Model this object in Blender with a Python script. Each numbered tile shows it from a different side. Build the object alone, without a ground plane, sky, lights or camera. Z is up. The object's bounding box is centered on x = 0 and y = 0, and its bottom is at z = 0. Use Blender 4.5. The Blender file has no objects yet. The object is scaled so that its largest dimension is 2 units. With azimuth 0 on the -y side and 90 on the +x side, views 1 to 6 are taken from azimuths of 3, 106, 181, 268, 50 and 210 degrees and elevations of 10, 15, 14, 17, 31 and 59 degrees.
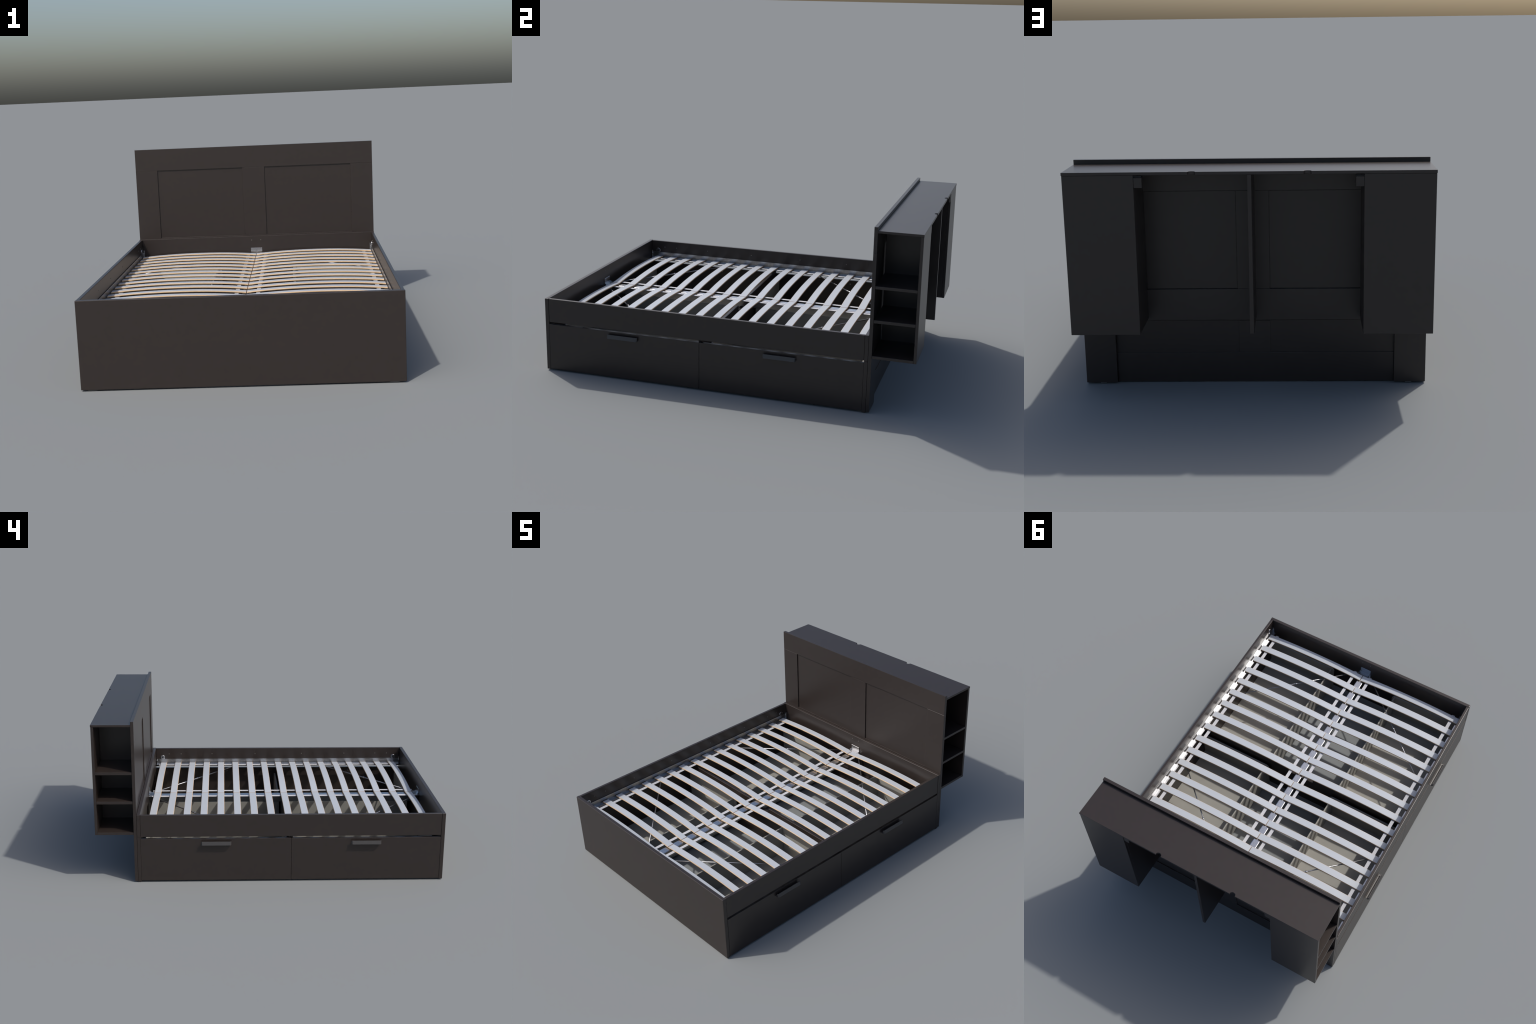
"""Dark storage bed: panelled headboard with side shelves, four drawers,
two rows of curved slats on a steel mid-beam with diagonal tie rods."""
import bpy, bmesh, math, random
from mathutils import Vector, Matrix

random.seed(7)
COL = bpy.context.scene.collection

# ------------------------------------------------------------------ sizes (m)
HALF_W = 0.711            # half width of footboard, drawers, headboard
FOOT_Y, FOOT_T = -1.0, 0.0215
BED_TOP = 0.404           # top of rails, footboard and head panel
HEADP_Y0, HEADP_Y1 = 0.743, 0.7618   # head panel of the bed frame
HB_Y0, HB_Y1 = 0.7628, 0.7802        # headboard frame
HB_TOP = 0.948
BACK_Y = 1.0              # rear of the shelf unit
RAIL_Z0 = 0.2728
FRONT_Z0, FRONT_Z1 = 0.0075, 0.2612   # drawer fronts
MID_Y = -0.1186           # where two drawers of a side meet
SLAT_N, SLAT_W, SLAT_T = 17, 0.0428, 0.0072
SLAT_Y0, SLAT_STEP = 0.6872, 0.1003
SLAT_X0, SLAT_X1 = 0.0026, 0.6845
SLAT_END_Z, SLAT_RISE = 0.3040, 0.0145


# ------------------------------------------------------------------ materials
def new_mat(name):
    m = bpy.data.materials.new(name)
    m.use_nodes = True
    nt = m.node_tree
    return m, nt, nt.nodes["Principled BSDF"]


def noise_color(nt, bsdf, c0, c1, scale, stretch=(1, 1, 1), detail=4.0):
    tc = nt.nodes.new("ShaderNodeTexCoord")
    mp = nt.nodes.new("ShaderNodeMapping")
    mp.inputs["Scale"].default_value = stretch
    nz = nt.nodes.new("ShaderNodeTexNoise")
    nz.inputs["Scale"].default_value = scale
    nz.inputs["Detail"].default_value = detail
    rp = nt.nodes.new("ShaderNodeValToRGB")
    rp.color_ramp.elements[0].position = 0.3
    rp.color_ramp.elements[1].position = 0.7
    rp.color_ramp.elements[0].color = (*c0, 1)
    rp.color_ramp.elements[1].color = (*c1, 1)
    nt.links.new(tc.outputs["Object"], mp.inputs["Vector"])
    nt.links.new(mp.outputs["Vector"], nz.inputs["Vector"])
    nt.links.new(nz.outputs["Fac"], rp.inputs["Fac"])
    nt.links.new(rp.outputs["Color"], bsdf.inputs["Base Color"])
    return nz


def bump_from(nt, bsdf, nz, strength, dist):
    b = nt.nodes.new("ShaderNodeBump")
    b.inputs["Strength"].default_value = strength
    b.inputs["Distance"].default_value = dist
    nt.links.new(nz.outputs["Fac"], b.inputs["Height"])
    nt.links.new(b.outputs["Normal"], bsdf.inputs["Normal"])


def make_mat(name, c0, c1, scale, rough, metallic=0.0, stretch=(1, 1, 1),
             spec=0.5, bump=None):
    m, nt, b = new_mat(name)
    nz = noise_color(nt, b, c0, c1, scale, stretch)
    b.inputs["Roughness"].default_value = rough
    b.inputs["Metallic"].default_value = metallic
    b.inputs["Specular IOR Level"].default_value = spec
    if bump:
        bump_from(nt, b, nz, *bump)
    return m


FOIL = make_mat("black_brown_foil", (0.0258, 0.0194, 0.0171), (0.0284, 0.0214, 0.0189), 35, 0.34)
SLAT_FACE = make_mat("slat_laminate", (0.420, 0.449, 0.489), (0.443, 0.472, 0.511), 28, 0.42,
                     stretch=(0.15, 1, 1))
SLAT_EDGE = make_mat("slat_birch_edge", (0.56, 0.385, 0.22), (0.66, 0.47, 0.285), 60, 0.5,
                     stretch=(0.1, 1, 3))
TAPE = make_mat("white_webbing", (0.46, 0.465, 0.485), (0.52, 0.525, 0.545), 220, 0.75)
STEEL = make_mat("galvanised_steel", (0.48, 0.485, 0.50), (0.58, 0.585, 0.60), 90, 0.25, 1.0)
BEAM = make_mat("galvanised_beam_steel", (0.50, 0.505, 0.52), (0.60, 0.605, 0.62), 160, 0.27, 1.0,
                bump=(0.05, 0.002))
ANGLE = make_mat("glare_darkened_steel", (0.36, 0.365, 0.38), (0.46, 0.465, 0.48), 90, 0.31, 1.0)  # steel base darkened to tone down sun glare thrown onto the side rail
ROD = make_mat("zinc_rod", (0.36, 0.365, 0.385), (0.42, 0.425, 0.445), 90, 0.40, 1.0)  # grey lowered in the base colour so sun glints on rods look duller
BOX = make_mat("drawer_box_grey", (0.295, 0.288, 0.262), (0.315, 0.308, 0.282), 14, 0.6, spec=0.3)
HANDLE = make_mat("handle_dark_metal", (0.037, 0.0345, 0.034), (0.042, 0.039, 0.0385), 80, 0.46, spec=0.6)
PLASTIC = make_mat("black_plastic", (0.018, 0.018, 0.020), (0.022, 0.022, 0.024), 40, 0.45)
PIN = make_mat("pale_pin", (0.16, 0.15, 0.135), (0.19, 0.18, 0.165), 60, 0.5)
PAD = make_mat("felt_pad", (0.10, 0.10, 0.10), (0.13, 0.13, 0.13), 120, 0.9)


# ------------------------------------------------------------------ helpers
def obj_from_bm(name, bm, mat, parent, loc=(0, 0, 0), mats=None):
    me = bpy.data.meshes.new(name)
    bm.to_mesh(me)
    bm.free()
    for m in (mats or [mat]):
        me.materials.append(m)
    ob = bpy.data.objects.new(name, me)
    ob.location = loc
    COL.objects.link(ob)
    ob.parent = parent
    return ob


def bm_box(x0, x1, y0, y1, z0, z1, bevel=0.0, seg=2, center=None, bm=None):
    """Box in world coordinates, shifted so that `center` becomes the origin."""
    own = bmesh.new()
    bmesh.ops.create_cube(own, size=1)
    c = Vector(((x0 + x1) / 2, (y0 + y1) / 2, (z0 + z1) / 2))
    s = Vector((abs(x1 - x0), abs(y1 - y0), abs(z1 - z0)))
    for v in own.verts:
        v.co = Vector((v.co.x * s.x, v.co.y * s.y, v.co.z * s.z)) + c
    if bevel:
        bmesh.ops.bevel(own, geom=own.edges[:], offset=bevel, segments=seg,
                        affect='EDGES', profile=0.5)
    if center is not None:
        bmesh.ops.translate(own, vec=-Vector(center), verts=own.verts[:])
    if bm is None:
        return own
    tmp = bpy.data.meshes.new("tmp")
    own.to_mesh(tmp)
    own.free()
    bm.from_mesh(tmp)
    bpy.data.meshes.remove(tmp)
    return bm


def board(name, x0, x1, y0, y1, z0, z1, mat, parent, bevel=0.0012, seg=2):
    """One board; its origin sits at its own centre (parents may be offset)."""
    c = Vector(((x0 + x1) / 2, (y0 + y1) / 2, (z0 + z1) / 2))
    bm = bm_box(x0, x1, y0, y1, z0, z1, bevel, seg, c)
    ob = obj_from_bm(name, bm, mat, parent)
    ob.location = c - world_loc(parent)
    return ob


def world_loc(ob):
    p = Vector((0, 0, 0))
    while ob is not None:
        p += ob.location
        ob = ob.parent
    return p


def repeat(ob, name, loc_world, rot_z=0.0, parent=None):
    o = ob.copy()
    o.name = name
    o.parent = parent or ob.parent
    o.location = Vector(loc_world) - world_loc(o.parent)
    o.rotation_euler = (0, 0, rot_z)
    COL.objects.link(o)
    return o


def cyl(name, p0, p1, r, mat, parent, seg=20, bevel=0.0):
    p0, p1 = Vector(p0), Vector(p1)
    d = p1 - p0
    bm = bmesh.new()
    bmesh.ops.create_cone(bm, cap_ends=True, segments=seg, radius1=r, radius2=r, depth=d.length)
    if bevel:
        ring = [e for e in bm.edges if abs(e.verts[0].co.z - e.verts[1].co.z) < 1e-6]
        bmesh.ops.bevel(bm, geom=ring, offset=bevel, segments=2, affect='EDGES', profile=0.5)
    q = d.to_track_quat('Z', 'Y').to_matrix().to_4x4()
    bmesh.ops.transform(bm, matrix=q, verts=bm.verts[:])
    for f in bm.faces:
        f.smooth = len(f.verts) == 4
    ob = obj_from_bm(name, bm, mat, parent)
    ob.location = (p0 + p1) / 2 - world_loc(parent)
    return ob


# ------------------------------------------------------------------ root
bed = bpy.data.objects.new("storage_bed", None)
bed.empty_display_size = 0.2
COL.objects.link(bed)
bed["label"] = "dark brown double storage bed with shelf headboard and pale slats"
bed["category"] = "bed"

# ------------------------------------------------------------------ bed frame
board("footboard", -HALF_W, HALF_W, FOOT_Y, FOOT_Y + FOOT_T, 0.0025, BED_TOP, FOIL, bed, 0.0028, 3)
# head end of the bed frame: thin panel in a frame of stiles, rails and mullion
head = board("head_panel", -0.585, 0.585, 0.7515, 0.7570, 0.120, 0.280, FOIL, bed, 0.0004, 1)
board("head_rail", -HALF_W, HALF_W, HEADP_Y0, HEADP_Y1, 0.2690, BED_TOP + 0.001, FOIL, head, 0.0018, 3)
board("head_rail", -0.5803, 0.5803, HEADP_Y0 + 0.001, HEADP_Y1 - 0.0006, 0.0005, 0.1290, FOIL, head, 0.0010)
board("head_mullion", -0.0665, 0.0645, HEADP_Y0 + 0.001, HEADP_Y1 - 0.0006, 0.1293, 0.2687, FOIL, head, 0.0010)
for s in (-1, 1):
    xa, xb = sorted((s * 0.5806, s * HALF_W))
    board("head_stile", xa, xb, HEADP_Y0, HEADP_Y1, 0.0, 0.2688, FOIL, head, 0.0012, 2)
for s in (-1, 1):
    xa, xb = sorted((s * 0.6925, s * 0.7095))
    board("side_rail", xa, xb, FOOT_Y + FOOT_T + 0.0004, HEADP_Y0 - 0.0004, RAIL_Z0, BED_TOP - 0.0003,
          FOIL, bed, 0.0024, 3)
    board("foot_glide", s * 0.66 - 0.02, s * 0.66 + 0.02, FOOT_Y + 0.003, FOOT_Y + 0.018, 0, 0.003,
          PAD, bed, 0.0006)

# bolts and pins on the inside of the rails and end panels
pin_y = (0.6508, 0.567, 0.3493, 0.0464, -0.2817, -0.5839, -0.8041, -0.887)
for s in (-1, 1):
    rail = [o for o in bed.children if o.name.startswith("side_rail") and o.location.x * s > 0][0]
    for y in pin_y:
        cyl("dowel_pin", (s * 0.6910, y, 0.3643), (s * 0.6935, y, 0.3643), 0.0027, PIN, rail, 12)
    for y in (0.6957, -0.9334):
        cap = cyl("cam_bolt", (s * 0.6890, y, 0.3400), (s * 0.6940, y, 0.3400), 0.0152, STEEL, rail, 28, 0.0012)
        bm = bmesh.new()
        for k in range(3):
            a = k * math.pi / 3 + 0.4
            b2 = bm_box(-0.0004, 0.0008, -0.011, 0.011, -0.0016, 0.0016)
            bmesh.ops.rotate(b2, matrix=Matrix.Rotation(a, 3, 'X'), verts=b2.verts[:])
            t = bpy.data.meshes.new("t")
            b2.to_mesh(t)
            b2.free()
            bm.from_mesh(t)
            bpy.data.meshes.remove(t)
        slot = obj_from_bm("bolt_slot", bm, PLASTIC, rail)
        slot.location = Vector((s * 0.6885, y, 0.34)) - world_loc(rail)
for y, ys in ((0.7423, -1), (FOOT_Y + FOOT_T + 0.0008, 1)):
    par = head if ys < 0 else [o for o in bed.children if o.name == "footboard"][0]
    for x in (-0.0275, 0.0275):
        cyl("dowel_pin", (x, y - 0.0012, 0.3804), (x, y + 0.0012, 0.3804), 0.0024, PIN, par, 12)

# ------------------------------------------------------------------ drawers
def drawer_box(bm, cy):
    """Open box: floor, two side walls with rounded rear corner, back wall."""
    y0, y1 = -0.4105, 0.4105
    wall_t, top, fl = 0.0105, 0.218, 0.033
    xf, xb, xr = 0.6915, 0.232, 0.2145
    bm_box(xb + 0.002, xf, y0 + wall_t, y1 - wall_t, fl - 0.008, fl, bm=bm)
    bm_box(xb - 0.004, xb + 0.004, y0 + wall_t, y1 - wall_t, 0.016, top - 0.0015, 0.001, 1, bm=bm)
    prof = [(xf, 0.012), (xf, top)]
    r = 0.022
    for k in range(7):
        a = math.pi / 2 + k * math.pi / 12
        prof.append((xr + r + r * math.cos(a), top - r + r * math.sin(a)))
    prof.append((xr, 0.012))
    for ya, yb in ((y0, y0 + wall_t), (y1 - wall_t, y1)):
        va = [bm.verts.new((x, ya, z)) for x, z in prof]
        vb = [bm.verts.new((x, yb, z)) for x, z in prof]
        bm.faces.new(va)
        bm.faces.new(vb[::-1])
        n = len(prof)
        for i in range(n):
            j = (i + 1) % n
            bm.faces.new((va[j], va[i], vb[i], vb[j]))
    # low moulded skirting where walls meet the floor
    for ya, yb in ((y0 + wall_t, y0 + wall_t + 0.004), (y1 - wall_t - 0.004, y1 - wall_t)):
        bm_box(xb + 0.005, xf - 0.001, ya, yb, fl - 0.002, fl + 0.004, bm=bm)
    bmesh.ops.recalc_face_normals(bm, faces=bm.faces[:])


def handle_mesh(length=0.172):
    """Bent pull: tilted front plate with chamfered ends on a lower web."""
    bm = bmesh.new()
    h = length / 2
    # (x outwards, z) cross-section of the bent sheet
    sec = [(0.000, -0.0085), (0.0175, -0.0115), (0.0235, -0.0090), (0.0180, 0.0115),
           (0.0150, 0.0115), (0.0195, -0.0070), (0.0165, -0.0085), (0.000, -0.0055)]
    rings = []
    for y, k in ((-h, 0.72), (-h + 0.0055, 1.0), (h - 0.0055, 1.0), (h, 0.72)):
        rings.append([bm.verts.new((x * k, y, z)) for x, z in sec])
    for a, b in zip(rings, rings[1:]):
        for i in range(len(sec)):
            j = (i + 1) % len(sec)
            bm.faces.new((a[i], a[j], b[j], b[i]))
    bm.faces.new(rings[0][::-1])
    bm.faces.new(rings[-1])
    bmesh.ops.recalc_face_normals(bm, faces=bm.faces[:])
    return bm


front_ranges = ((FOOT_Y + FOOT_T + 0.0006, MID_Y - 0.0008), (MID_Y + 0.0008, HEADP_Y0 - 0.0006))
handle_y = (-0.5465, 0.3125)
box_y = (-0.5465, 0.3115)
bm = bmesh.new()
drawer_box(bm, 0)
first = obj_from_bm("drawer", bm, BOX, bed)
first.location = (0, box_y[0], 0)
hm = handle_mesh()
hme = bpy.data.meshes.new("drawer_handle")
hm.to_mesh(hme)
hm.free()
hme.materials.append(HANDLE)
drawers = []
for s in (1, -1):
    for k in (0, 1):
        if not drawers:
            d = first
        else:
            d = first.copy()
            COL.objects.link(d)
            d.parent = bed
            d.location = (0, box_y[k], 0)
            d.rotation_euler = (0, 0, 0 if s > 0 else math.pi)
        drawers.append(d)
        ya, yb = front_ranges[k]
        # children are placed in the drawer's own frame (rotated by pi on the -x side)
        cy = (ya + yb) / 2 - box_y[k]
        bmf = bm_box(-0.009, 0.009, -(yb - ya) / 2, (yb - ya) / 2,
                     -(FRONT_Z1 - FRONT_Z0) / 2, (FRONT_Z1 - FRONT_Z0) / 2, 0.0009, 2)
        f = obj_from_bm("drawer_front", bmf, FOIL, d)
        f.location = (0.7018, cy * s, (FRONT_Z0 + FRONT_Z1) / 2)
        hd = bpy.data.objects.new("drawer_handle", hme)
        COL.objects.link(hd)
        hd.parent = d
        hd.location = (0.7100, (handle_y[k] - box_y[k]) * s, 0.2372)
        for dy in (-0.068, 0.068):
            bms = bmesh.new()
            bmesh.ops.create_cone(bms, cap_ends=True, segments=14, radius1=0.0042, radius2=0.003, depth=0.003)
            bmesh.ops.rotate(bms, matrix=Matrix.Rotation(-math.pi / 2, 3, 'Y'), verts=bms.verts[:])
            sc = obj_from_bm("handle_screw", bms, STEEL, d)
            sc.location = (0.6915, (handle_y[k] + dy - box_y[k]) * s, 0.2385)

# ------------------------------------------------------------------ middle support between the drawers
def divider_mesh():
    """Upright panel across the bed, cut away in the middle to clear the mid-beam."""
    t, low, top, xn, xe, r = 0.00875, 0.2440, 0.2760, 0.086, 0.6912, 0.006
    half = [(xe, 0.006), (xe, top), (xn + r, top)]
    half += [(xn + r - r * math.sin(a), top - r + r * math.cos(a)) for a in (0.5, 1.05, math.pi / 2)]
    half.append((xn, low))
    prof = half + [(-x, z) for x, z in reversed(half)]
    bm = bmesh.new()
    va = [bm.verts.new((x, -t, z)) for x, z in prof]
    vb = [bm.verts.new((x, t, z)) for x, z in prof]
    caps = [bm.faces.new(va), bm.faces.new(vb[::-1])]
    n = len(prof)
    for k in range(n):
        m = (k + 1) % n
        bm.faces.new((va[m], va[k], vb[k], vb[m]))
    bmesh.ops.recalc_face_normals(bm, faces=bm.faces[:])
    rim = [e for e in bm.edges if abs(e.verts[0].co.y - e.verts[1].co.y) < 1e-6]
    bmesh.ops.bevel(bm, geom=rim, offset=0.0010, segments=1, affect='EDGES')
    return bm


obj_from_bm("divider_panel", divider_mesh(), FOIL, bed, (0, MID_Y, 0))
for s in (-1, 1):
    cyl("panel_bolt", (s * 0.6780, MID_Y + 0.0085, 0.268), (s * 0.6780, MID_Y + 0.0125, 0.268), 0.0050, STEEL, bed, 16, 0.001)

# ------------------------------------------------------------------ steel side angles
def side_angle():
    """L-profile along y with folded lip and slotted ends."""
    bm = bmesh.new()
    y0, y1 = FOOT_Y + FOOT_T + 0.006, HEADP_Y0 - 0.004
    t = 0.0016
    sec = [(0.6880, 0.3290), (0.6915, 0.3290), (0.6915, 0.2935 - t), (0.6715, 0.2935 - t),
           (0.6705, 0.2900), (0.6690, 0.2900), (0.6700, 0.2935), (0.6880 + 0.0010, 0.2945),
           (0.6895, 0.2965), (0.6895, 0.3274), (0.6880, 0.3274)]
    a = [bm.verts.new((x, y0, z)) for x, z in sec]
    b = [bm.verts.new((x, y1, z)) for x, z in sec]
    n = len(sec)
    for i in range(n):
        j = (i + 1) % n
        bm.faces.new((a[i], a[j], b[j], b[i]))
    bm.faces.new(a[::-1])
    bm.faces.new(b)
    bmesh.ops.recalc_face_normals(bm, faces=bm.faces[:])
    return bm


ang = obj_from_bm("support_rail", side_angle(), ANGLE, bed)
ang2 = ang.copy()
COL.objects.link(ang2)
ang2.scale = (-1, 1, 1)
for s, o in ((1, ang), (-1, ang2)):
    for y in (0.7375, FOOT_Y + FOOT_T + 0.0045):
        bm = bmesh.new()
        c = Vector((s * 0.6865, y, 0.312))
        bm_box(c.x - 0.0042, c.x + 0.0042, y - 0.0012, y + 0.0012, 0.2860, 0.3380, 0.0008, 1, c, bm)
        e = obj_from_bm("rail_end_tab", bm, STEEL, bed)
        e.location = c
        cyl("tab_bolt", (c.x, y - 0.004, 0.320), (c.x, y + 0.004, 0.320), 0.0032, STEEL, bed, 6)

# ------------------------------------------------------------------ mid-beam, brackets and tie rods
beam = board("mid_beam", -0.0225, 0.0225, FOOT_Y + FOOT_T + 0.004, HEADP_Y0 - 0.004, 0.2462, 0.2935,
             BEAM, bed, 0.0060, 5)
for p in beam.data.polygons:          # flat faces stay flat, rounded edges read round
    p.use_smooth = p.area < 0.003


def bracket_mesh():
    """Wall plate with a cradle for the beam and two ears for the rods; +y points into the bed."""
    bm = bmesh.new()
    bm_box(-0.0345, 0.0345, 0.0005, 0.0030, 0.2850, 0.3325, 0.0008, 1, bm=bm)
    bm_box(-0.0300, 0.0300, 0.0030, 0.0300, 0.2940, 0.2958, 0.0006, 1, bm=bm)
    for s in (-1, 1):
        bm_box(s * 0.0262 - 0.0015, s * 0.0262 + 0.0015, 0.0030, 0.0400, 0.2480, 0.2925, 0.0006, 1, bm=bm)
        bm_box(s * 0.0385 - 0.0065, s * 0.0385 + 0.0065, 0.0010, 0.0260, 0.2890, 0.2950, 0.0010, 1, bm=bm)
        bm_box(s * 0.0350 - 0.0015, s * 0.0350 + 0.0015, 0.0020, 0.0110, 0.2900, 0.3020, 0.0006, 1, bm=bm)
    return bm


br = obj_from_bm("beam_bracket", bracket_mesh(), STEEL, bed)
br.location = (0, FOOT_Y + FOOT_T, 0)
br2 = repeat(br, "beam_bracket", (0, HEADP_Y0, 0), math.pi)

ROD_Z = 0.2905
for end, ya, yb in ((1, 0.7215, 0.1520), (-1, -0.9570, -0.3860)):
    for s in (-1, 1):
        p0 = Vector((s * 0.044, ya, ROD_Z))
        p1 = Vector((s * 0.672, yb, ROD_Z))
        m = p0.lerp(p1, 0.485)
        rod = cyl("tie_rod", p0, p1, 0.0036, ROD, bed, 16)
        d = (p1 - p0).normalized()
        cyl("rod_joint", m - d * 0.006, m + d * 0.006, 0.0056, STEEL, rod, 6, 0.0008)
        cyl("rod_bolt", p1 - Vector((0, 0, 0.008)), p1 + Vector((0, 0, 0.0025)), 0.0065, STEEL, rod, 14, 0.001)

# ------------------------------------------------------------------ slats
def slat_mesh():
    """Half slat from the middle (x small) outwards, bowed upwards, edges eased."""
    bm = bmesh.new()
    n = 22
    hw, t, e = SLAT_W / 2, SLAT_T, 0.0021
    sec = [(-hw, -t + e), (-hw + e, -t), (hw - e, -t), (hw, -t + e), (hw, -e), (hw - e * 0.8, 0.0),
           (-hw + e * 0.8, 0.0), (-hw, -e)]
    face_side = {1, 5}            # bottom and top strips carry the laminate
    xm, hx = (SLAT_X0 + SLAT_X1) / 2, (SLAT_X1 - SLAT_X0) / 2
    rings = []
    for i in range(n + 1):
        x = SLAT_X0 + (SLAT_X1 - SLAT_X0) * i / n
        u = (x - xm) / hx
        z = SLAT_END_Z + SLAT_RISE * (1 - abs(u) ** 2.1)
        rings.append([bm.verts.new((x, y, z + dz)) for y, dz in sec])
    m = len(sec)
    for a, b in zip(rings, rings[1:]):
        for i in range(m):
            j = (i + 1) % m
            f = bm.faces.new((a[i], a[j], b[j], b[i]))
            f.material_index = 0 if i in face_side else 1
            f.smooth = False
    bm.faces.new(rings[0][::-1]).material_index = 1
    bm.faces.new(rings[-1]).material_index = 1
    bmesh.ops.recalc_face_normals(bm, faces=bm.faces[:])
    return bm


slat0 = None
for k in range(SLAT_N):
    y = SLAT_Y0 - k * SLAT_STEP
    for s in (1, -1):
        if slat0 is None:
            slat0 = obj_from_bm("slat", slat_mesh(), None, bed, (0, y, 0), mats=[SLAT_FACE, SLAT_EDGE])
            continue
        o = slat0.copy()
        COL.objects.link(o)
        o.location = (0.0 if s > 0 else 0.0006, y, 0)
        o.rotation_euler = (0, 0, 0 if s > 0 else math.pi)


def webbing_mesh(x0, x1, z_top):
    """Flat tape running under the slats, dipping a little between them."""
    bm = bmesh.new()
    t = 0.0014
    rows = []
    y_end = SLAT_Y0 - (SLAT_N - 1) * SLAT_STEP
    steps = (SLAT_N - 1) * 6
    for i in range(-2, steps + 3):
        y = SLAT_Y0 - (SLAT_Y0 - y_end) * i / steps
        dip = -0.0006 * math.sin(math.pi * i / 6) ** 2
        rows.append([bm.verts.new(p) for p in
                     ((x0, y, z_top + dip), (x1, y, z_top + dip),
                      (x1, y, z_top + dip - t), (x0, y, z_top + dip - t))])
    for a, b in zip(rows, rows[1:]):
        for i in range(4):
            j = (i + 1) % 4
            bm.faces.new((a[i], a[j], b[j], b[i]))
    bm.faces.new(rows[0][::-1])
    bm.faces.new(rows[-1])
    bmesh.ops.recalc_face_normals(bm, faces=bm.faces[:])
    return bm


def slat_under(x):
    xm, hx = (SLAT_X0 + SLAT_X1) / 2, (SLAT_X1 - SLAT_X0) / 2
    return SLAT_END_Z + SLAT_RISE * (1 - abs((abs(x) - xm) / hx) ** 2.1) - SLAT_T


for xa, xb in ((0.6310, 0.6510), (0.0480, 0.0670), (-0.0580, -0.0385), (-0.6455, -0.6255)):
    zt = slat_under(xa if abs(xa) > 0.3 else xb) - 0.0022
    obj_from_bm("webbing_strap", webbing_mesh(xa, xb, min(zt, 0.2990)), TAPE, bed)

# ------------------------------------------------------------------ headboard (frame and panel)
hb = board("headboard", -0.5835, 0.5835, 0.7690, 0.7708, 0.400, 0.826, FOIL, bed, 0.0005, 1)
STILE = 0.580
for xa, xb in ((-0.5775, -0.0690), (0.0675, 0.5775)):      # inlay with a shadow gap round it
    board("headboard_inlay", xa, xb, 0.7709, 0.7732, 0.4120, 0.8170, FOIL, hb, 0.0004, 1)
board("headboard_rail", -0.7103, 0.7103, HB_Y0, HB_Y1, 0.8195, HB_TOP, FOIL, hb, 0.0008)
for s in (-1, 1):
    xa, xb = sorted((s * STILE, s * 0.7103))
    board("headboard_stile", xa, xb, HB_Y0, HB_Y1, 0.0040, 0.8192, FOIL, hb, 0.0005, 1)
    board("felt_pad", s * 0.640 - 0.012, s * 0.640 + 0.012, HB_Y0 + 0.003, HB_Y1 - 0.002, 0.0, 0.0045, PAD, hb, 0.0006)
RB = 0.7790
for z0, z1 in ((0.2770, 0.4095),):
    board("headboard_rail", -STILE + 0.0004, STILE - 0.0004, HB_Y0 + 0.0004, RB, z0, z1, FOIL, hb, 0.0009)
for z0, z1 in ((0.4098, 0.8192),):
    board("headboard_mullion", -0.0665, 0.0650, HB_Y0 + 0.0004, RB, z0, z1, FOIL, hb, 0.0009)

# ------------------------------------------------------------------ shelf unit behind the headboard
SH_Y0 = HB_Y1 + 0.0006
UNIT_Z0, TOP_Z0, TOP_Z1 = 0.2862, 0.9178, 0.9300


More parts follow.
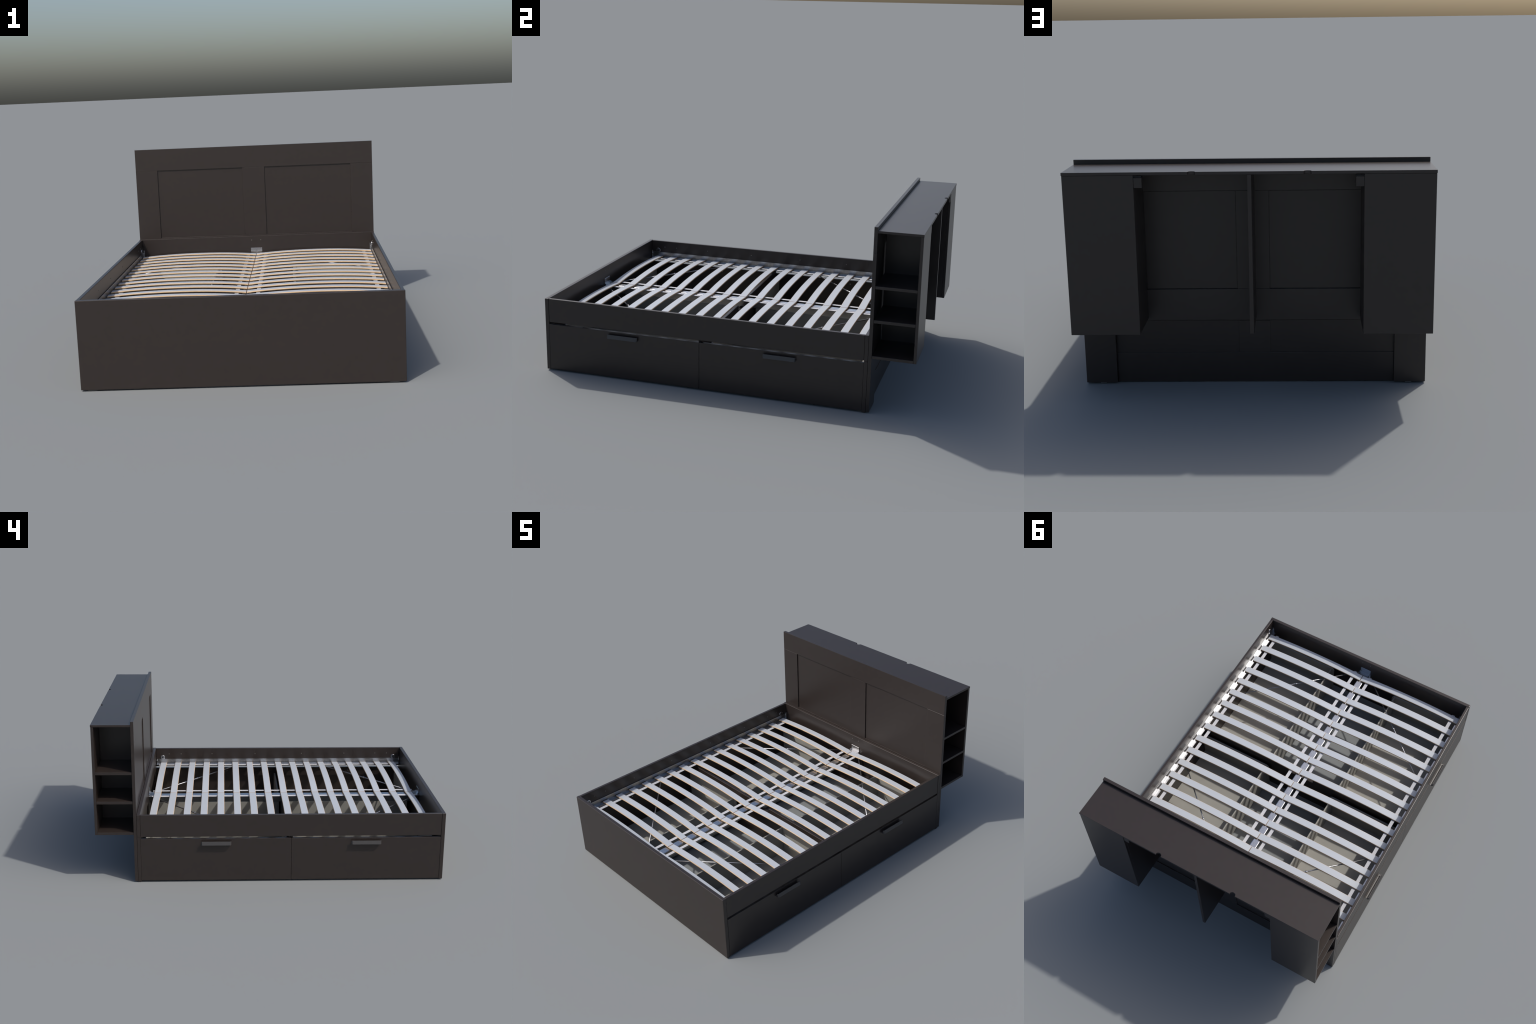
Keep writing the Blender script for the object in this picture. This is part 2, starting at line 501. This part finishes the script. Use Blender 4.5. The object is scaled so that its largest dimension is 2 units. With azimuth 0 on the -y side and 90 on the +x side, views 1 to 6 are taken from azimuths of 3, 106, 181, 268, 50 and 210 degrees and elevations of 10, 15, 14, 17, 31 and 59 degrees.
def top_board_mesh():
    """Top with two rounded cable notches in the rear edge."""
    pts = [(-0.7097, SH_Y0), (0.7097, SH_Y0), (0.7097, BACK_Y)]
    for cx in (0.2165, -0.2225):
        w, dep = 0.0148, 0.0150
        pts.append((cx + w, BACK_Y))
        for k in range(9):
            a = k * math.pi / 8
            pts.append((cx + w * math.cos(a), BACK_Y - dep + w * 0.75 - w * 0.75 * math.sin(a)))
        pts.append((cx - w, BACK_Y))
    pts.append((-0.7097, BACK_Y))
    bm = bmesh.new()
    c = Vector((0, 0.89, (TOP_Z0 + TOP_Z1) / 2))
    va = [bm.verts.new(Vector((x, y, TOP_Z0)) - c) for x, y in pts]
    vb = [bm.verts.new(Vector((x, y, TOP_Z1)) - c) for x, y in pts]
    bm.faces.new(va[::-1])
    bm.faces.new(vb)
    n = len(pts)
    for i in range(n):
        j = (i + 1) % n
        bm.faces.new((va[i], va[j], vb[j], vb[i]))
    bmesh.ops.recalc_face_normals(bm, faces=bm.faces[:])
    hor = [e for e in bm.edges if abs(e.verts[0].co.z - e.verts[1].co.z) < 1e-6]
    bmesh.ops.bevel(bm, geom=hor, offset=0.0008, segments=1, affect='EDGES')
    return bm, c


bm, c = top_board_mesh()
unit = obj_from_bm("shelf_unit", bm, FOIL, bed, c)
board("shelf_divider", -0.0100, 0.0055, SH_Y0, 0.9985, 0.2885, TOP_Z0 - 0.0002, FOIL, unit, 0.0008, 1)
for s in (-1, 1):
    def sb(name, xa, xb, *r, **k):
        a, b = sorted((s * xa, s * xb))
        return board(name, a, b, *r, unit, 0.0008, 1, **k)
    sb("shelf_back", 0.4370, 0.7086, 0.9842, 0.9988, UNIT_Z0, TOP_Z0 - 0.0002, FOIL)
    sb("shelf_side", 0.4370, 0.4520, SH_Y0, 0.9839, UNIT_Z0 + 0.0006, TOP_Z0 - 0.0002, FOIL)
    for z0, z1 in ((0.6420, 0.6570), (0.4700, 0.4855), (UNIT_Z0, 0.3005)):
        sb("shelf_board", 0.4523, 0.7080, SH_Y0, 0.9839, z0, z1, FOIL)
    # corner fitting under the top, in the open rear bay
    sb("corner_fitting", 0.4050, 0.4366, 0.9700, 0.9960, 0.8690, 0.9080, FOIL)
    sb("corner_fitting", 0.4050, 0.4367, 0.9690, 0.9925, 0.9085, 0.9140, PLASTIC)
    cyl("shelf_pin", (s * 0.4515, 0.86, 0.395), (s * 0.4530, 0.86, 0.395), 0.004, PLASTIC, unit, 12)
